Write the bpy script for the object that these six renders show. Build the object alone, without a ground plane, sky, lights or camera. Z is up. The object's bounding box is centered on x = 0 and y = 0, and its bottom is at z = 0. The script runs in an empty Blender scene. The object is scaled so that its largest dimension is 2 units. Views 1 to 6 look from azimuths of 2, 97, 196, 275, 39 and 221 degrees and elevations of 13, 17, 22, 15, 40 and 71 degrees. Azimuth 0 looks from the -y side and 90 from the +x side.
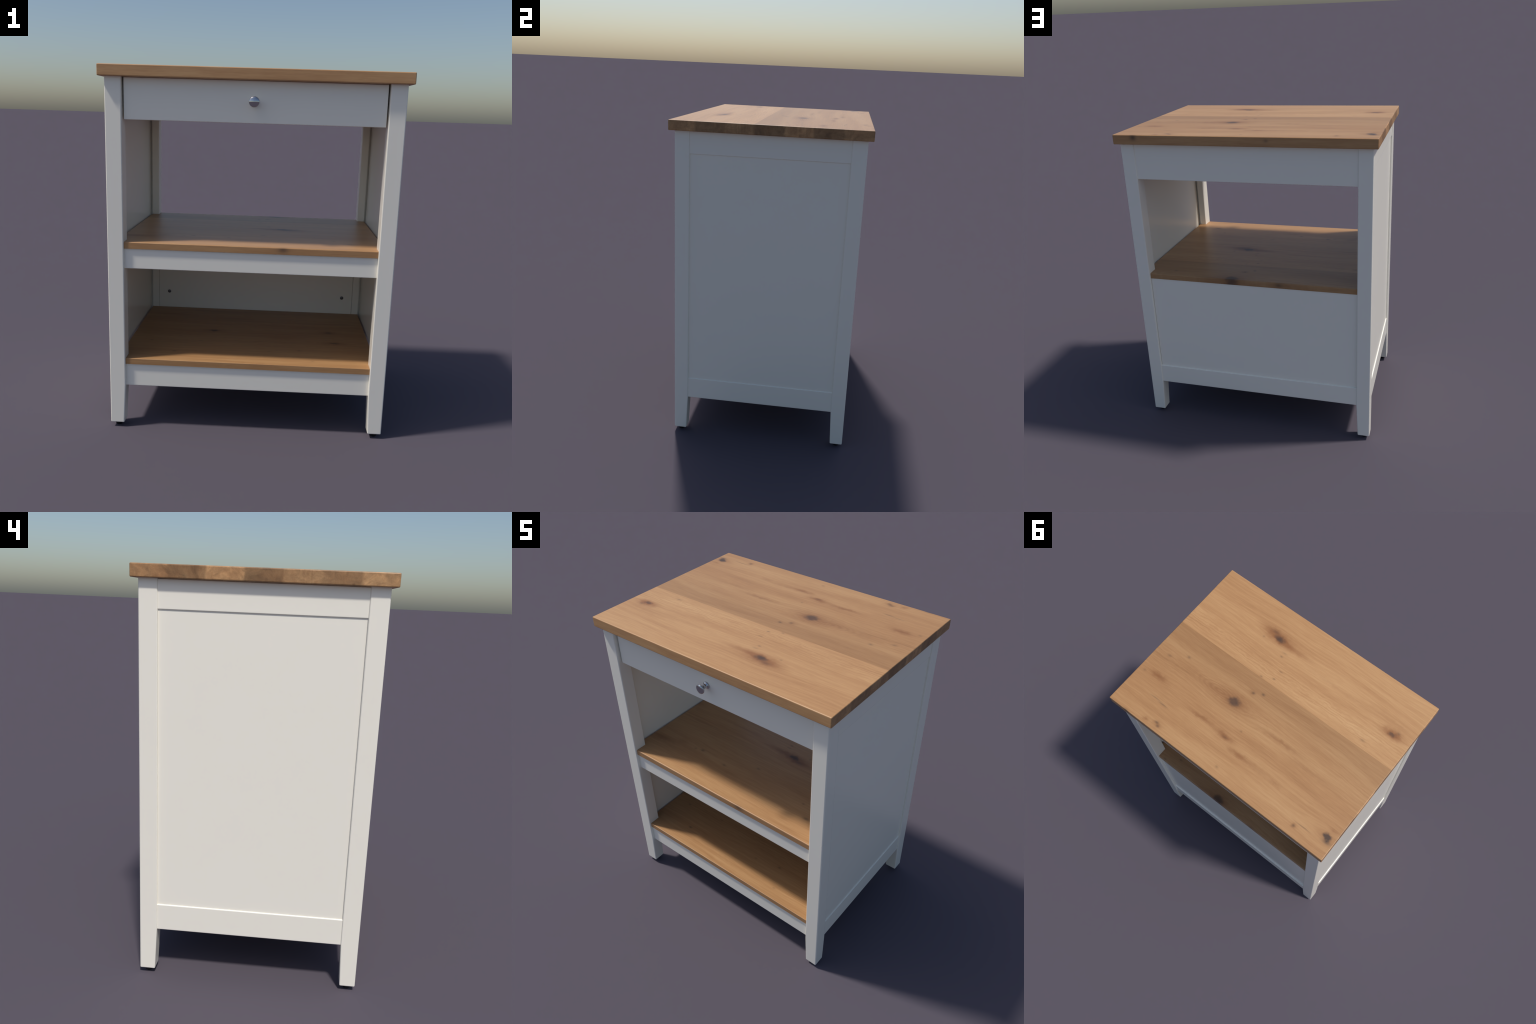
import bpy, bmesh, math
from mathutils import Vector

# ------------------------------------------------------------------ sizes (m)
TOP_X, TOP_Y0, TOP_Y1 = 0.800, -0.5725, 0.5800      # table top outline
TOP_Z0, TOP_Z1 = 1.9412, 2.000
LEG_X1, LEG_X0 = 0.7715, 0.684                       # outer / inner faces of the legs
LEG_F1, LEG_F0 = -0.542, -0.455                     # front legs, outer / inner
LEG_B1, LEG_B0 = 0.550, 0.463                       # back legs, outer / inner
LEG_Z0, TAPER_Z, TAPER = 0.0245, 0.252, 0.0100
LEG_BEVEL = 0.0060
GROOVE_X0 = 0.7300                                  # slot in the legs that takes the side panel
PANEL_X0, PANEL_X1 = 0.7420, 0.7597
RAIL_X1 = 0.7652
SHELF_X = 0.7290
SHELF_F = -0.532
S1_Z0, S1_Z1, S1_BACK = 1.0448, 1.0815, 0.5365
S2_Z0, S2_Z1, S2_BACK = 0.3800, 0.4135, 0.4600
RAIL_F = -0.5235
DRAWER_F = -0.5212
KNOB_Z, KNOB_TIP = 1.8345, -0.5800


# ------------------------------------------------------------------ mesh helpers
def new_object(name, bm, material, parent=None, bevel=0.0, segments=2, smooth=35.0, angle=30.0):
    me = bpy.data.meshes.new(name)
    bmesh.ops.recalc_face_normals(bm, faces=bm.faces)
    if bevel > 0:
        edges = [e for e in bm.edges if len(e.link_faces) == 2 and e.calc_face_angle(0) > math.radians(angle)]
        bmesh.ops.bevel(bm, geom=edges, offset=bevel, segments=segments, profile=0.5,
                        affect='EDGES', clamp_overlap=True)
    for f in bm.faces:
        f.smooth = True
    for e in bm.edges:
        if len(e.link_faces) == 2 and e.calc_face_angle(0) > math.radians(smooth):
            e.smooth = False
    bm.to_mesh(me)
    bm.free()
    ob = bpy.data.objects.new(name, me)
    bpy.context.scene.collection.objects.link(ob)
    if material:
        me.materials.append(material)
    if parent:
        ob.parent = parent
    return ob


def weighted(ob):
    """Keep flat faces flat next to rounded edges."""
    m = ob.modifiers.new("weighted_normal", 'WEIGHTED_NORMAL')
    m.keep_sharp = True
    m.weight = 100
    return ob


def add_box(bm, x0, x1, y0, y1, z0, z1):
    v = [bm.verts.new((x, y, z)) for z in (z0, z1) for x, y in ((x0, y0), (x1, y0), (x1, y1), (x0, y1))]
    for q in ((0, 1, 2, 3), (4, 5, 6, 7), (0, 1, 5, 4), (1, 2, 6, 5), (2, 3, 7, 6), (3, 0, 4, 7)):
        bm.faces.new([v[i] for i in q])


def box(name, material, parent, x, y, z, bevel=0.002, segments=2):
    bm = bmesh.new()
    x0, x1 = sorted(x)
    y0, y1 = sorted(y)
    z0, z1 = sorted(z)
    add_box(bm, x0, x1, y0, y1, z0, z1)
    return weighted(new_object(name, bm, material, parent, bevel, segments))


def rail(name, material, parent, x, y, z, along, face, bevel=0.0045):
    """Bar whose two long edges on the show face (axis index, side) are eased; the ends stay square."""
    bm = bmesh.new()
    add_box(bm, *sorted(x), *sorted(y), *sorted(z))
    bmesh.ops.recalc_face_normals(bm, faces=bm.faces)
    axis, side = face
    limit = (max if side > 0 else min)(v.co[axis] for v in bm.verts)
    edges = [e for e in bm.edges if all(abs(v.co[axis] - limit) < 1e-6 for v in e.verts)
             and abs(e.verts[0].co[along] - e.verts[1].co[along]) > 1e-4]
    bmesh.ops.bevel(bm, geom=edges, offset=bevel, segments=3, profile=0.5, affect='EDGES')
    return weighted(new_object(name, bm, material, parent, 0.0))


def prism(name, material, parent, outline, z0, z1, bevel=0.003, segments=3, select=None):
    """Board cut to an outline; only the edges picked by `select` are rounded."""
    bm = bmesh.new()
    low = [bm.verts.new((x, y, z0)) for x, y in outline]
    high = [bm.verts.new((x, y, z1)) for x, y in outline]
    bm.faces.new(list(reversed(low)))
    bm.faces.new(high)
    n = len(outline)
    for i in range(n):
        j = (i + 1) % n
        bm.faces.new((low[i], low[j], high[j], high[i]))
    bmesh.ops.recalc_face_normals(bm, faces=bm.faces)
    if bevel:
        edges = [e for e in bm.edges if select is None or select(e)]
        bmesh.ops.bevel(bm, geom=edges, offset=bevel, segments=segments, profile=0.5,
                        affect='EDGES', clamp_overlap=True)
    return weighted(new_object(name, bm, material, parent, 0.0))


def lathe(bm, profile, steps, place, wobble=None):
    """Turn (radius, height) pairs about an axis; `place` maps (a, b, height) to space."""
    rings = []
    for k, (r, h) in enumerate(profile):
        ring = []
        for i in range(steps):
            a = 2 * math.pi * i / steps
            rr = r * (wobble(k, i) if wobble else 1.0)
            ring.append(bm.verts.new(place(rr * math.cos(a), rr * math.sin(a), h)))
        rings.append(ring)
    for r0, r1 in zip(rings, rings[1:]):
        for i in range(steps):
            j = (i + 1) % steps
            bm.faces.new((r0[i], r0[j], r1[j], r1[i]))
    bm.faces.new(rings[0])
    bm.faces.new(rings[-1])


# ------------------------------------------------------------------ node helpers
class Nodes:
    def __init__(self, name):
        self.mat = bpy.data.materials.new(name)
        self.mat.use_nodes = True
        self.t = self.mat.node_tree
        self.bsdf = self.t.nodes["Principled BSDF"]

    def node(self, kind, **props):
        n = self.t.nodes.new(kind)
        for k, v in props.items():
            setattr(n, k, v)
        return n

    def put(self, socket, value):
        if isinstance(value, bpy.types.NodeSocket):
            self.t.links.new(value, socket)
        elif value is not None:
            socket.default_value = value

    def math(self, op, a, b=None, c=None, clamp=False):
        n = self.node('ShaderNodeMath', operation=op, use_clamp=clamp)
        for i, v in enumerate((a, b, c)):
            self.put(n.inputs[i], v)
        return n.outputs[0]

    def vec(self, op, a, b=None):
        n = self.node('ShaderNodeVectorMath', operation=op)
        self.put(n.inputs[0], a)
        self.put(n.inputs[1], b)
        return n.outputs['Value'] if op in ('DOT_PRODUCT', 'LENGTH') else n.outputs['Vector']

    def noise(self, vector, scale, detail=2.0, rough=0.5, distort=0.0):
        n = self.node('ShaderNodeTexNoise', noise_dimensions='3D')
        self.put(n.inputs['Vector'], vector)
        n.inputs['Scale'].default_value = scale
        n.inputs['Detail'].default_value = detail
        n.inputs['Roughness'].default_value = rough
        n.inputs['Distortion'].default_value = distort
        return n.outputs['Fac']

    def ramp(self, fac, stops, interpolation='LINEAR'):
        n = self.node('ShaderNodeValToRGB')
        cr = n.color_ramp
        cr.interpolation = interpolation
        while len(cr.elements) < len(stops):
            cr.elements.new(0.5)
        for e, (p, c) in zip(cr.elements, stops):
            e.position = p
            e.color = (*c, 1.0) if len(c) == 3 else c
        self.put(n.inputs['Fac'], fac)
        return n.outputs['Color']

    def mix(self, fac, a, b, blend='MIX'):
        n = self.node('ShaderNodeMix', data_type='RGBA', blend_type=blend)
        self.put(n.inputs[0], fac)
        self.put(n.inputs[6], a if isinstance(a, bpy.types.NodeSocket) else (*a, 1.0))
        self.put(n.inputs[7], b if isinstance(b, bpy.types.NodeSocket) else (*b, 1.0))
        return n.outputs[2]

    def combine(self, x, y, z):
        n = self.node('ShaderNodeCombineXYZ')
        for i, v in enumerate((x, y, z)):
            self.put(n.inputs[i], v)
        return n.outputs[0]


# ------------------------------------------------------------------ materials
def paint_material():
    m = Nodes("white_paint")
    co = m.node('ShaderNodeTexCoord').outputs['Object']
    n = m.noise(co, 5.0, 3.0)
    col = m.ramp(n, [(0.3, (0.960, 0.915, 0.806)), (0.7, (0.966, 0.921, 0.812))])
    m.put(m.bsdf.inputs['Base Color'], col)
    m.bsdf.inputs['Roughness'].default_value = 0.22
    fine = m.noise(co, 260.0, 2.0)
    b = m.node('ShaderNodeBump')
    b.inputs['Strength'].default_value = 0.02
    b.inputs['Distance'].default_value = 0.001
    m.put(b.inputs['Height'], fine)
    m.put(m.bsdf.inputs['Normal'], b.outputs[0])
    return m.mat


def metal_material(name, colour, rough, metallic=1.0):
    m = Nodes(name)
    co = m.node('ShaderNodeTexCoord').outputs['Object']
    n = m.noise(co, 120.0, 2.0)
    col = m.ramp(n, [(0.3, tuple(0.96 * c for c in colour)), (0.7, colour)])
    m.put(m.bsdf.inputs['Base Color'], col)
    m.bsdf.inputs['Metallic'].default_value = metallic
    m.bsdf.inputs['Roughness'].default_value = rough
    return m.mat


# Knots of the oak: centre x, y; radii along and across the grain; darkness; redness of the halo.
BIG_KNOTS_TOP = [
    (0.236, -0.360, 0.036, 0.019, 0.90, 0.80),
    (0.187, 0.141, 0.043, 0.029, 0.86, 0.70),
    (-0.675, -0.265, 0.024, 0.015, 0.75, 0.80),
    (-0.746, 0.455, 0.027, 0.020, 1.05, 0.50),
]
BLOTCHES_TOP = [   # soft reddish brown clouds, drawn out along the grain
    (0.300, -0.380, 0.090, 0.026, 0.70), (0.120, -0.352, 0.120, 0.018, 0.65), (-0.685, -0.275, 0.060, 0.030, 0.60), (0.090, 0.347, 0.060, 0.020, 1.10),
    (0.270, 0.338, 0.090, 0.012, 0.85), (-0.045, 0.388, 0.070, 0.016, 0.85), (0.660, 0.292, 0.060, 0.018, 1.00), (-0.17, 0.385, 0.12, 0.020, 0.45),
    (-0.200, 0.172, 0.120, 0.013, 0.75), (-0.42, 0.215, 0.16, 0.012, 0.40), (-0.325, 0.392, 0.035, 0.013, 0.40), (0.530, 0.548, 0.022, 0.013, 0.75), (0.450, 0.535, 0.034, 0.022, 0.55),
    (0.350, 0.150, 0.075, 0.020, 0.40), (-0.755, 0.405, 0.020, 0.012, 0.50), (-0.520, 0.130, 0.20, 0.014, -0.45),
    (-0.30, -0.31, 0.26, 0.010, 0.30), (-0.62, -0.335, 0.16, 0.012, 0.30), (0.140, 0.028, 0.020, 0.014, 0.60),
    (-0.558, 0.519, 0.022, 0.016, 0.55),
]
SPECKS_TOP = [     # small dark pin knots
    (0.078, -0.002, 0.010, 0.008, 0.80), (0.132, 0.026, 0.011, 0.008, 0.70), (0.152, -0.271, 0.009, 0.006, 0.55),
    (0.150, -0.300, 0.018, 0.005, 0.40), (0.327, -0.315, 0.008, 0.007, 0.40), (-0.558, 0.519, 0.010, 0.009, 0.70),
    (0.462, 0.527, 0.016, 0.008, 0.75), (0.442, 0.541, 0.012, 0.008, 0.75), (0.597, 0.081, 0.012, 0.008, 0.55),
    (0.698, 0.145, 0.014, 0.009, 0.40), (0.755, 0.312, 0.010, 0.008, 0.40), (0.093, -0.123, 0.009, 0.005, 0.65),
    (0.166, -0.091, 0.010, 0.005, 0.50), (0.090, -0.186, 0.014, 0.005, 0.45), (0.032, 0.263, 0.008, 0.006, 0.40),
    (0.003, 0.519, 0.010, 0.008, 0.40), (-0.561, -0.129, 0.016, 0.008, 0.40), (0.083, 0.351, 0.020, 0.007, 0.45),
    (-0.758, 0.482, 0.026, 0.012, 0.85), (0.285, -0.385, 0.030, 0.013, 0.50), (-0.702, -0.292, 0.012, 0.008, 0.50),
    (0.510, 0.418, 0.030, 0.0045, 0.60), (0.575, 0.411, 0.040, 0.0030, 0.55), (-0.605, 0.494, 0.045, 0.0032, 0.62),
]
BIG_KNOTS_LOW = [
    (-0.238, -0.005, 0.028, 0.017, 0.90, 0.5),
    (0.495, 0.039, 0.022, 0.016, 0.55, 0.6),
    (0.515, -0.150, 0.026, 0.014, 0.60, 0.6),
]
BLOTCHES_LOW = [(0.20, -0.10, 0.10, 0.03, 0.35), (-0.55, 0.30, 0.12, 0.02, 0.5), (-0.10, 0.25, 0.09, 0.015, 0.35),
                (0.60, 0.22, 0.07, 0.014, 0.4), (0.0, -0.46, 0.20, 0.012, 0.25)]
SPECKS_LOW = [(-0.432, -0.387, 0.013, 0.008, 0.75), (0.296, -0.300, 0.012, 0.007, 0.6), (-0.60, -0.22, 0.012, 0.007, 0.5),
              (-0.30, -0.20, 0.012, 0.006, 0.4), (0.37, -0.455, 0.010, 0.006, 0.35), (0.12, -0.33, 0.010, 0.006, 0.35)]
BLOTCHES_MID = BLOTCHES_TOP + [(-0.60, -0.71, 0.09, 0.022, 0.8), (-0.45, -0.66, 0.05, 0.02, 0.45), (0.0, -0.72, 0.06, 0.014, 0.3)]
SPECKS_MID = SPECKS_TOP + [(-0.277, -0.654, 0.014, 0.009, 0.70), (-0.330, -0.668, 0.010, 0.007, 0.40), (-0.070, -0.682, 0.014, 0.009, 0.55),
                           (0.124, -0.581, 0.016, 0.008, 0.50), (0.530, -0.667, 0.010, 0.007, 0.50), (0.613, -0.757, 0.022, 0.010, 0.70)]


def oak_material(name, shift, big, blotches, specks, tones, tint=(1, 1, 1), seed=0.0, end_grain=False, rings=False, edge_spots=()):
    """Oak with its grain along x. `shift` moves the board over the same log; `tones` = [(y where a stave starts, brightness)]."""
    m = Nodes(name)
    raw = m.node('ShaderNodeTexCoord').outputs['Object']
    co = m.vec('ADD', raw, (shift[0], shift[1], 0.0))
    jitter = m.node('ShaderNodeTexNoise')
    m.put(jitter.inputs['Vector'], co)
    jitter.inputs['Scale'].default_value = 38.0
    jitter.inputs['Detail'].default_value = 4.0
    off = m.vec('MULTIPLY', m.vec('SUBTRACT', jitter.outputs['Color'], (0.5, 0.5, 0.5)), (0.042, 0.028, 0.0))
    jco = m.vec('ADD', co, off)

    sep = m.node('ShaderNodeSeparateXYZ')
    m.put(sep.inputs[0], co)
    X, Y, Z = sep.outputs
    for y0, t, *soft in tones:          # every stave is cut from another part of the log
        if y0 > -5 and not (soft and soft[0]):
            Z = m.math('MULTIPLY_ADD', m.math('GREATER_THAN', Y, y0), 3.7, Z)
    if seed:
        Z = m.math('ADD', Z, seed)

    def bell(src, cx, cy, rx, ry, power=1):
        d = m.vec('MULTIPLY', m.vec('SUBTRACT', src, (cx, cy, 0)), (1 / rx, 1 / ry, 0))
        e = m.vec('DOT_PRODUCT', d, d)
        if power == 2:
            e = m.math('MULTIPLY', e, e)
        return m.math('EXPONENT', m.math('MULTIPLY', e, -1.0))

    # grain lines are pushed aside by the big knots
    W = Y
    core = 0.0
    halo = 0.0
    for cx, cy, rx, ry, dark, red in big:
        wide = bell(co, cx, cy, rx * 5.0, ry * 2.6)
        W = m.math('MULTIPLY_ADD', m.math('SUBTRACT', Y, cy), m.math('MULTIPLY', wide, -0.72), W)
        halo = m.math('MULTIPLY_ADD', bell(jco, cx, cy, rx * 2.6, ry * 1.8), red * 1.2, halo)
        core = m.math('MULTIPLY_ADD', bell(jco, cx, cy, rx, ry, 2), dark, core)
    for cx, cy, rx, ry, s in blotches:
        halo = m.math('MULTIPLY_ADD', bell(jco, cx, cy, rx, ry), s * 0.95, halo)
    sj = m.vec('ADD', co, m.vec('MULTIPLY', off, (0.22, 0.16, 0.0)))
    for cx, cy, rx, ry, s in specks:
        core = m.math('MULTIPLY_ADD', bell(sj, cx, cy, rx, ry), s * 0.85, core)

    # slow drift of the grain lines
    drift = m.noise(m.combine(m.math('MULTIPLY', X, 1.1), m.math('MULTIPLY', Y, 3.2), Z), 1.0, 2.0)
    W2 = m.math('MULTIPLY_ADD', m.math('SUBTRACT', drift, 0.5), 0.085, W)
    large = m.noise(m.combine(m.math('MULTIPLY', X, 0.9), m.math('MULTIPLY', W2, 11.0), m.math('MULTIPLY', Z, 9.0)), 1.0, 2.0)
    medium = m.noise(m.combine(m.math('MULTIPLY', X, 3.2), m.math('MULTIPLY', W2, 85.0), m.math('MULTIPLY', Z, 60.0)), 1.0, 3.0, 0.55)
    fine = m.noise(m.combine(m.math('MULTIPLY', X, 14.0), m.math('MULTIPLY', W2, 260.0), m.math('MULTIPLY', Z, 200.0)), 1.0, 2.0, 0.6)
    # flame-shaped cathedral figure in one stave
    wob = m.noise(m.combine(m.math('MULTIPLY', X, 9.0), m.math('MULTIPLY', Y, 24.0), Z), 1.0, 3.0, 0.6)
    phase = m.math('MULTIPLY_ADD', m.math('SUBTRACT', wob, 0.5), 20.0, m.math('MULTIPLY', W2, 330.0))
    flame = m.math('SINE', phase)
    fm = m.math('DIVIDE', m.math('ADD', Y, 0.165), 0.075)
    fm = m.math('EXPONENT', m.math('MULTIPLY', m.math('MULTIPLY', fm, fm), -1.0))
    fm2 = m.math('DIVIDE', m.math('SUBTRACT', Y, 0.15), 0.075)
    fm2 = m.math('MULTIPLY', m.math('EXPONENT', m.math('MULTIPLY', m.math('MULTIPLY', fm2, fm2), -1.0)), 0.7)
    patchy = m.noise(m.combine(m.math('MULTIPLY', X, 3.0), m.math('MULTIPLY', Y, 9.0), m.math('ADD', Z, 7.0)), 1.0, 2.0)
    patchy = m.math('MULTIPLY', m.math('SUBTRACT', patchy, 0.28), 3.0, clamp=True)
    flame = m.math('MULTIPLY', m.math('MULTIPLY', flame, m.math('ADD', fm, fm2)), patchy)

    for cx, cy, rx, ry, dark, red in big[-1:] if rings else []:
        d = m.vec('MULTIPLY', m.vec('SUBTRACT', co, (cx + 0.115, cy - 0.003, 0)), (1 / 3.6, 1.0, 0))
        r = m.math('MULTIPLY_ADD', m.math('SUBTRACT', wob, 0.5), 0.016, m.vec('LENGTH', d))
        ring = m.math('SINE', m.math('MULTIPLY', r, 520.0))
        q = m.math('DIVIDE', r, 0.050)
        ring = m.math('MULTIPLY', ring, m.math('EXPONENT', m.math('MULTIPLY', m.math('MULTIPLY', q, q), -1.0)))
        flame = m.math('MULTIPLY_ADD', ring, 0.9, m.math('MULTIPLY', flame, 0.75))
    g = m.math('MULTIPLY', large, 0.70)
    g = m.math('MULTIPLY_ADD', medium, 0.55, g)
    g = m.math('MULTIPLY_ADD', fine, 0.36, g)
    g = m.math('MULTIPLY_ADD', flame, 0.10, g)
    g = m.math('SUBTRACT', g, 0.295)
    col = m.ramp(g, [(0.10, (0.345, 0.170, 0.070)), (0.42, (0.455, 0.241, 0.105)), (0.62, (0.522, 0.294, 0.133)), (0.92, (0.595, 0.360, 0.174))])

    # staves of different tone
    tone = None
    for y0, t, *soft in tones:
        if tone is None:
            tone = m.math('ADD', t, 0.0)
        else:
            if soft and soft[0]:      # gradual change inside one stave
                n = m.node('ShaderNodeMapRange', interpolation_type='SMOOTHSTEP')
                m.put(n.inputs['Value'], W2)
                n.inputs['From Min'].default_value = y0 - soft[0]
                n.inputs['From Max'].default_value = y0 + soft[0]
                step = n.outputs[0]
            else:
                step = m.math('GREATER_THAN', Y, y0)
            tone = m.math('MULTIPLY_ADD', step, t - last, tone)
        last = t
    if end_grain:
        # end grain: seven glued staves, mottled
        ends = m.math('GREATER_THAN', m.math('ABSOLUTE', X), TOP_X - 0.0035)
        mott = m.noise(m.combine(m.math('MULTIPLY', X, 2.0), m.math('MULTIPLY', Y, 15.0), m.math('MULTIPLY', Z, 22.0)), 1.0, 4.0, 0.62, 1.2)
        ye = m.math('MULTIPLY_ADD', m.math('SUBTRACT', mott, 0.5), 0.035, Y)
        pos = m.math('DIVIDE', m.math('ADD', ye, 0.5 * 1.1667), 1.1667)
        lv = (1.08, 0.70, 0.88, 0.58, 1.08, 0.62, 0.90)
        stops = []
        for i, v in enumerate(lv):
            stops += [(max(0.0, i / 7.0 + 0.006), (v / 1.3,) * 3), ((i + 1) / 7.0 - 0.006, (v / 1.3,) * 3)]
        st = m.ramp(pos, stops)
        e = m.math('MULTIPLY', st, m.math('MULTIPLY_ADD', mott, 1.5, 0.42))
        n = m.node('ShaderNodeMix', data_type='FLOAT')
        m.put(n.inputs[0], ends)
        m.put(n.inputs[2], tone)
        m.put(n.inputs[3], e)
        tone = n.outputs[0]
        core = m.math('MULTIPLY', core, m.math('SUBTRACT', 1.0, ends))
    col = m.mix(1.0, col, m.combine(*[m.math('MULTIPLY', tone, c) for c in tint]), 'MULTIPLY')
    halo = m.math('MULTIPLY', halo, m.math('MULTIPLY_ADD', medium, 1.0, 0.45), clamp=True)
    col = m.mix(m.math('MULTIPLY', halo, 0.95), col, m.mix(1.0, col, (0.60, 0.47, 0.40), 'MULTIPLY'))
    for cx, cz, rx, rz, s, face in edge_spots:       # knots that surface on a long edge
        d = m.vec('MULTIPLY', m.vec('SUBTRACT', raw, (cx, face, cz)), (1 / rx, 1 / 0.010, 1 / rz))
        core = m.math('MULTIPLY_ADD', m.math('EXPONENT', m.math('MULTIPLY', m.vec('DOT_PRODUCT', d, d), -1.0)), s, core)
    core = m.math('MULTIPLY', core, m.math('MULTIPLY_ADD', fine, 0.5, 0.72), clamp=True)
    col = m.mix(m.math('MULTIPLY', core, 0.93), col, (0.072, 0.046, 0.034))
    m.put(m.bsdf.inputs['Base Color'], col)
    rough = m.math('MULTIPLY_ADD', medium, 0.10, 0.36)
    m.put(m.bsdf.inputs['Roughness'], rough)
    b = m.node('ShaderNodeBump')
    b.inputs['Strength'].default_value = 0.04
    b.inputs['Distance'].default_value = 0.002
    m.put(b.inputs['Height'], medium)
    m.put(m.bsdf.inputs['Normal'], b.outputs[0])
    return m.mat


PAINT = paint_material()
CHROME = metal_material("polished_metal", (0.52, 0.52, 0.54), 0.05)
SCREW = metal_material("dark_zinc", (0.16, 0.16, 0.17), 0.45)
RUBBER = metal_material("black_plastic", (0.012, 0.012, 0.013), 0.55, 0.0)
SEAM = -0.083
OAK_FRONT = oak_material("oak_pale", (0, 0), [BIG_KNOTS_TOP[0], BIG_KNOTS_TOP[2]],
                         [k for k in BLOTCHES_TOP if k[1] < 0], [k for k in SPECKS_TOP if k[1] < 0], [(-9, 1.05)], end_grain=True)
OAK_BACK = oak_material("oak_brown", (0, 0), [BIG_KNOTS_TOP[3], BIG_KNOTS_TOP[1]],
                        [k for k in BLOTCHES_TOP if k[1] > 0], [k for k in SPECKS_TOP if k[1] > -0.01], [(-9, 0.82, 0), (0.06, 0.90, 0.08), (0.22, 0.94, 0.06)],
                        tint=(1.0, 0.985, 0.97), seed=3.7, end_grain=True, rings=True, edge_spots=[(0.664, 1.985, 0.020, 0.018, 0.9, TOP_Y1), (-0.165, 1.978, 0.014, 0.010, 0.5, TOP_Y1)])
OAK_MID = oak_material("oak_shelf", (0.065, -0.38), BIG_KNOTS_TOP[:2], BLOTCHES_MID, SPECKS_MID,
                       [(-9, 0.95), (-0.42, 1.02), (SEAM, 0.80)],
                       edge_spots=[(0.176, 1.068, 0.030, 0.016, 0.75, SHELF_F), (-0.191, 1.066, 0.028, 0.016, 0.65, S1_BACK)])
OAK_LOW = oak_material("oak_low_shelf", (0, 0), BIG_KNOTS_LOW, BLOTCHES_LOW, SPECKS_LOW,
                       [(-9, 0.90), (-0.405, 0.98), (0.19, 0.90), (0.33, 0.84)], tint=(1.0, 0.98, 0.94))

# ------------------------------------------------------------------ the piece of furniture
root = bpy.data.objects.new("kitchen_island", None)
bpy.context.scene.collection.objects.link(root)
root["label"] = "white painted kitchen island with knotty oak top, drawer and shelves"
root["category"] = "kitchen island"


def rounded_slab():
    bm = bmesh.new()
    add_box(bm, -TOP_X, TOP_X, TOP_Y0, TOP_Y1, TOP_Z0, TOP_Z1)
    bmesh.ops.recalc_face_normals(bm, faces=bm.faces)
    bmesh.ops.bevel(bm, geom=bm.edges[:], offset=0.0052, segments=3, profile=0.5, affect='EDGES')
    return bm


tabletop = bpy.data.objects.new("tabletop", None)
bpy.context.scene.collection.objects.link(tabletop)
tabletop.parent = root
for keep_front, mat in ((True, OAK_FRONT), (False, OAK_BACK)):
    bm = rounded_slab()
    cut = bmesh.ops.bisect_plane(bm, geom=bm.verts[:] + bm.edges[:] + bm.faces[:], plane_co=(0, SEAM, 0), plane_no=(0, 1, 0),
                                 clear_outer=keep_front, clear_inner=not keep_front)
    bmesh.ops.holes_fill(bm, edges=[e for e in bm.edges if e.is_boundary])
    weighted(new_object("plank", bm, mat, tabletop))


# legs: square posts, inner faces tapering below the rails, slotted for the side panels
def make_leg(sx, front):
    yo, yi = (LEG_F1, LEG_F0) if front else (LEG_B1, LEG_B0)
    inward = 1 if front else -1
    bm = bmesh.new()
    rings = []
    for z, t in ((LEG_Z0, TAPER), (TAPER_Z, 0.0), (TOP_Z0, 0.0)):
        xs = (sx * LEG_X1, sx * (LEG_X0 + t))
        ys = (yo, yi - inward * t)
        rings.append([bm.verts.new((x, y, z)) for x, y in ((xs[0], ys[0]), (xs[1], ys[0]), (xs[1], ys[1]), (xs[0], ys[1]))])
    bm.faces.new(rings[0])
    bm.faces.new(rings[-1])
    for a, b in zip(rings, rings[1:]):
        for i in range(4):
            j = (i + 1) % 4
            bm.faces.new((a[i], a[j], b[j], b[i]))
    bmesh.ops.recalc_face_normals(bm, faces=bm.faces)
    edges = [e for e in bm.edges if e.calc_face_angle(0) > 0.5 and min(v.co.z for v in e.verts) < TOP_Z0 - 0.01]
    bmesh.ops.bevel(bm, geom=edges, offset=LEG_BEVEL, segments=3, profile=0.5, affect='EDGES')
    leg = new_object("leg", bm, PAINT, root)
    cutter_bm = bmesh.new()
    add_box(cutter_bm, *sorted((sx * GROOVE_X0, sx * (PANEL_X1 - 0.0005))), *sorted((yi + inward * 0.02, yi - inward * 0.016)), 0.30, 1.90)
    cutter = new_object("groove_cutter", cutter_bm, None)
    mod = leg.modifiers.new("groove", 'BOOLEAN')
    mod.operation, mod.solver, mod.object = 'DIFFERENCE', 'EXACT', cutter
    dg = bpy.context.evaluated_depsgraph_get()
    me = bpy.data.meshes.new_from_object(leg.evaluated_get(dg))
    leg.modifiers.clear()
    leg.data = me
    me.name = "leg"
    bpy.data.objects.remove(cutter)
    bm = bmesh.new()
    bm.from_mesh(me)
    for e in bm.edges:
        e.smooth = not (len(e.link_faces) == 2 and e.calc_face_angle(0) > math.radians(40))
    bm.to_mesh(me)
    bm.free()
    weighted(leg)
    # ribbed screw-in glide under the leg
    cx, cy = sx * (LEG_X1 + LEG_X0 + TAPER) / 2, (yo + yi - inward * TAPER) / 2
    fb = bmesh.new()
    ribs = 14
    steps = ribs * 4

    def flute(k, i):
        return 1.0 - (0.07 if 1 <= k <= 3 and i % 4 == 0 else 0.0)
    lathe(fb, [(0.0150, 0.0), (0.0170, 0.0020), (0.0262, 0.0190), (0.0275, 0.0205), (0.0275, LEG_Z0 + 0.001)], steps,
          lambda a, b, h: (cx + a, cy + b, h), flute)
    new_object("foot", fb, RUBBER, leg, smooth=50)


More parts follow.
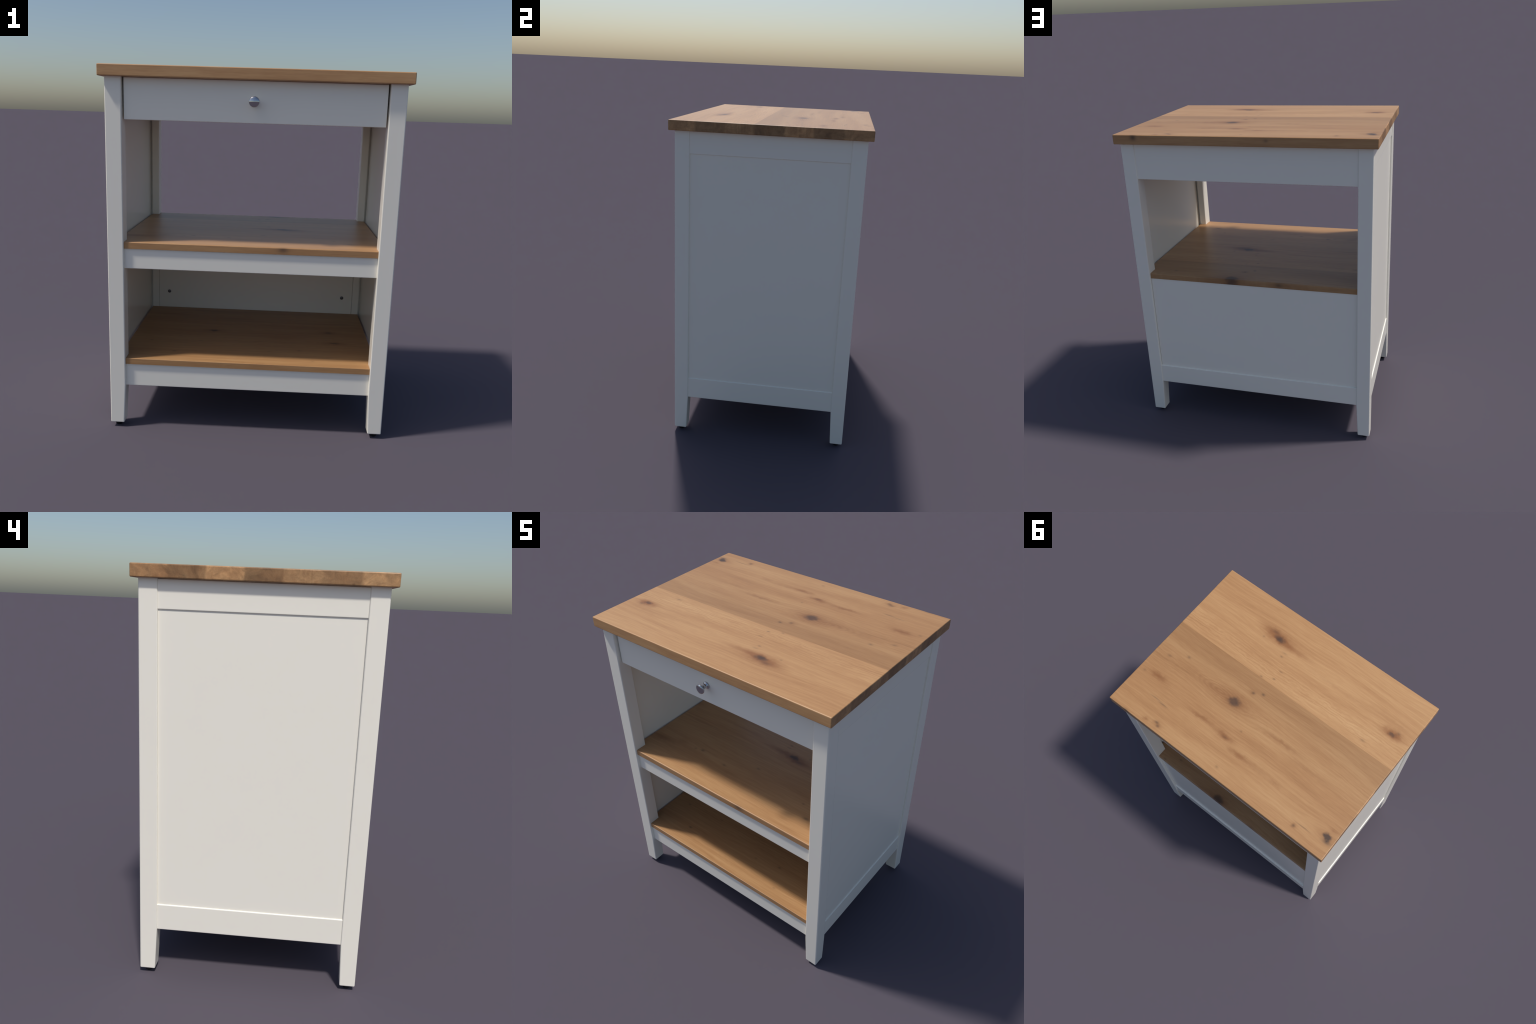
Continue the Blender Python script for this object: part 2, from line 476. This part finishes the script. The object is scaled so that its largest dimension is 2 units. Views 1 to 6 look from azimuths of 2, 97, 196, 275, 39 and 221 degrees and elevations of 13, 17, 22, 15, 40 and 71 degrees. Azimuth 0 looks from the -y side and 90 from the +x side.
for sx in (-1, 1):
    for front in (True, False):
        make_leg(sx, front)

# frame: side panels and rails
for sx in (-1, 1):
    box("side_panel", PAINT, root, (sx * PANEL_X0, sx * PANEL_X1), (LEG_F0 - 0.012, LEG_B0 + 0.012), (0.33, 1.86), 0.0)
    for z in ((1.8095, TOP_Z0 - 0.0005), (0.2472, 0.3840)):
        rail("side_rail", PAINT, root, (sx * 0.7425, sx * RAIL_X1), (LEG_F0 - 0.001, LEG_B0 + 0.001), z, 1, (0, sx))
    box("drawer_runner", PAINT, root, (sx * 0.662, sx * 0.7425), (LEG_F0 + 0.002, LEG_B0 - 0.002), (1.790, 1.808), 0.0015)
for z0, z1 in ((0.9325, S1_Z0 - 0.0004), (0.2488, S2_Z0 - 0.0004)):
    rail("front_rail", PAINT, root, (-LEG_X0 - 0.001, LEG_X0 + 0.001), (RAIL_F, RAIL_F + 0.036), (z0, z1), 0, (1, -1), 0.004)
rail("back_rail", PAINT, root, (-LEG_X0 - 0.001, LEG_X0 + 0.001), (0.505, 0.5430), (1.7185, TOP_Z0 - 0.0005), 0, (1, 1), 0.004)
rail("back_rail", PAINT, root, (-LEG_X0 - 0.001, LEG_X0 + 0.001), (0.4700, 0.5425), (0.2530, 0.3838), 0, (1, 1))
back_panel = box("back_panel", PAINT, root, (-LEG_X0 + 0.0012, LEG_X0 - 0.0012), (0.4655, 0.5335), (0.365, S1_Z0 - 0.0004), 0.0012)


# shelves: boards notched round the legs
def top_edge(z, y):
    return lambda e: (all(abs(v.co.z - z) < 1e-6 for v in e.verts) and
                      any(abs(e.verts[0].co.y - v) < 1e-6 and abs(e.verts[1].co.y - v) < 1e-6 for v in y))


g = 0.0006
xi, xo = LEG_X0 - g, SHELF_X
f0, b0 = LEG_F0 + g, LEG_B0 - g
prism("shelf", OAK_MID, root, [(-xi, SHELF_F), (xi, SHELF_F), (xi, f0), (xo, f0), (xo, b0), (xi, b0), (xi, S1_BACK), (-xi, S1_BACK),
                               (-xi, b0), (-xo, b0), (-xo, f0), (-xi, f0)], S1_Z0, S1_Z1, 0.0058, 3, top_edge(S1_Z1, (SHELF_F, S1_BACK)))
prism("shelf", OAK_LOW, root, [(-xi, SHELF_F), (xi, SHELF_F), (xi, f0), (xo, f0), (xo, b0), (-xo, b0), (-xo, f0), (-xi, f0)],
      S2_Z0, S2_Z1, 0.0028, 3, top_edge(S2_Z1, (SHELF_F,)))

# drawer: open box, separate front, turned knob
bm = bmesh.new()
dx, dy0, dy1, dz0, dz1 = 0.655, DRAWER_F + 0.036, 0.486, 1.738, 1.915
add_box(bm, -dx, -dx + 0.026, dy0, dy1, dz0, dz1)
add_box(bm, dx - 0.026, dx, dy0, dy1, dz0, dz1)
add_box(bm, -dx + 0.0262, dx - 0.0262, dy1 - 0.026, dy1, dz0, dz1)
add_box(bm, -dx + 0.0262, dx - 0.0262, dy0, dy1 - 0.0262, dz0 + 0.050, dz0 + 0.062)
drawer = new_object("drawer", bm, PAINT, root, 0.0012, 1)
weighted(drawer)
box("drawer_front", PAINT, drawer, (-0.6766, 0.6766), (DRAWER_F, DRAWER_F + 0.0355), (1.7272, 1.9402), 0.0034, 3)

bm = bmesh.new()
p = KNOB_TIP - DRAWER_F          # negative: stands out to the front
depth = -p
profile = [(0.0205, -0.001), (0.0205, 0.0050), (0.0195, 0.0068), (0.0160, 0.0085), (0.0118, 0.0130), (0.0105, 0.0200), (0.0110, 0.0280),
           (0.0145, 0.0355), (0.0220, 0.0420), (0.0258, depth - 0.0140), (0.0272, depth - 0.0105), (0.0268, depth - 0.0080),
           (0.0250, depth - 0.0062), (0.0195, depth - 0.0034), (0.0120, depth - 0.0013), (0.0050, depth - 0.0003), (0.0012, depth)]
lathe(bm, profile, 40, lambda a, b, h: (a, DRAWER_F - h, KNOB_Z + b))
new_object("knob", bm, CHROME, drawer, smooth=60)

# cross-head screws inside the back panel
screw_mesh = None
for sx in (-1, 1):
    bm = bmesh.new()
    lathe(bm, [(0.0120, 0.002), (0.0120, -0.0008), (0.0100, -0.0022), (0.0055, -0.0034), (0.0008, -0.0037)], 20, lambda a, b, h: (a, h, b))
    for w, t in ((0.0065, 0.0012), (0.0012, 0.0065)):
        add_box(bm, -w, w, -0.0042, -0.0030, -t, t)
    if screw_mesh is None:
        s = new_object("screw", bm, SCREW, root, smooth=30)
        screw_mesh = s.data
    else:
        bm.free()
        s = bpy.data.objects.new("screw", screw_mesh)
        bpy.context.scene.collection.objects.link(s)
        s.parent = root
    s.location = (sx * 0.612, 0.4655, 0.5285)
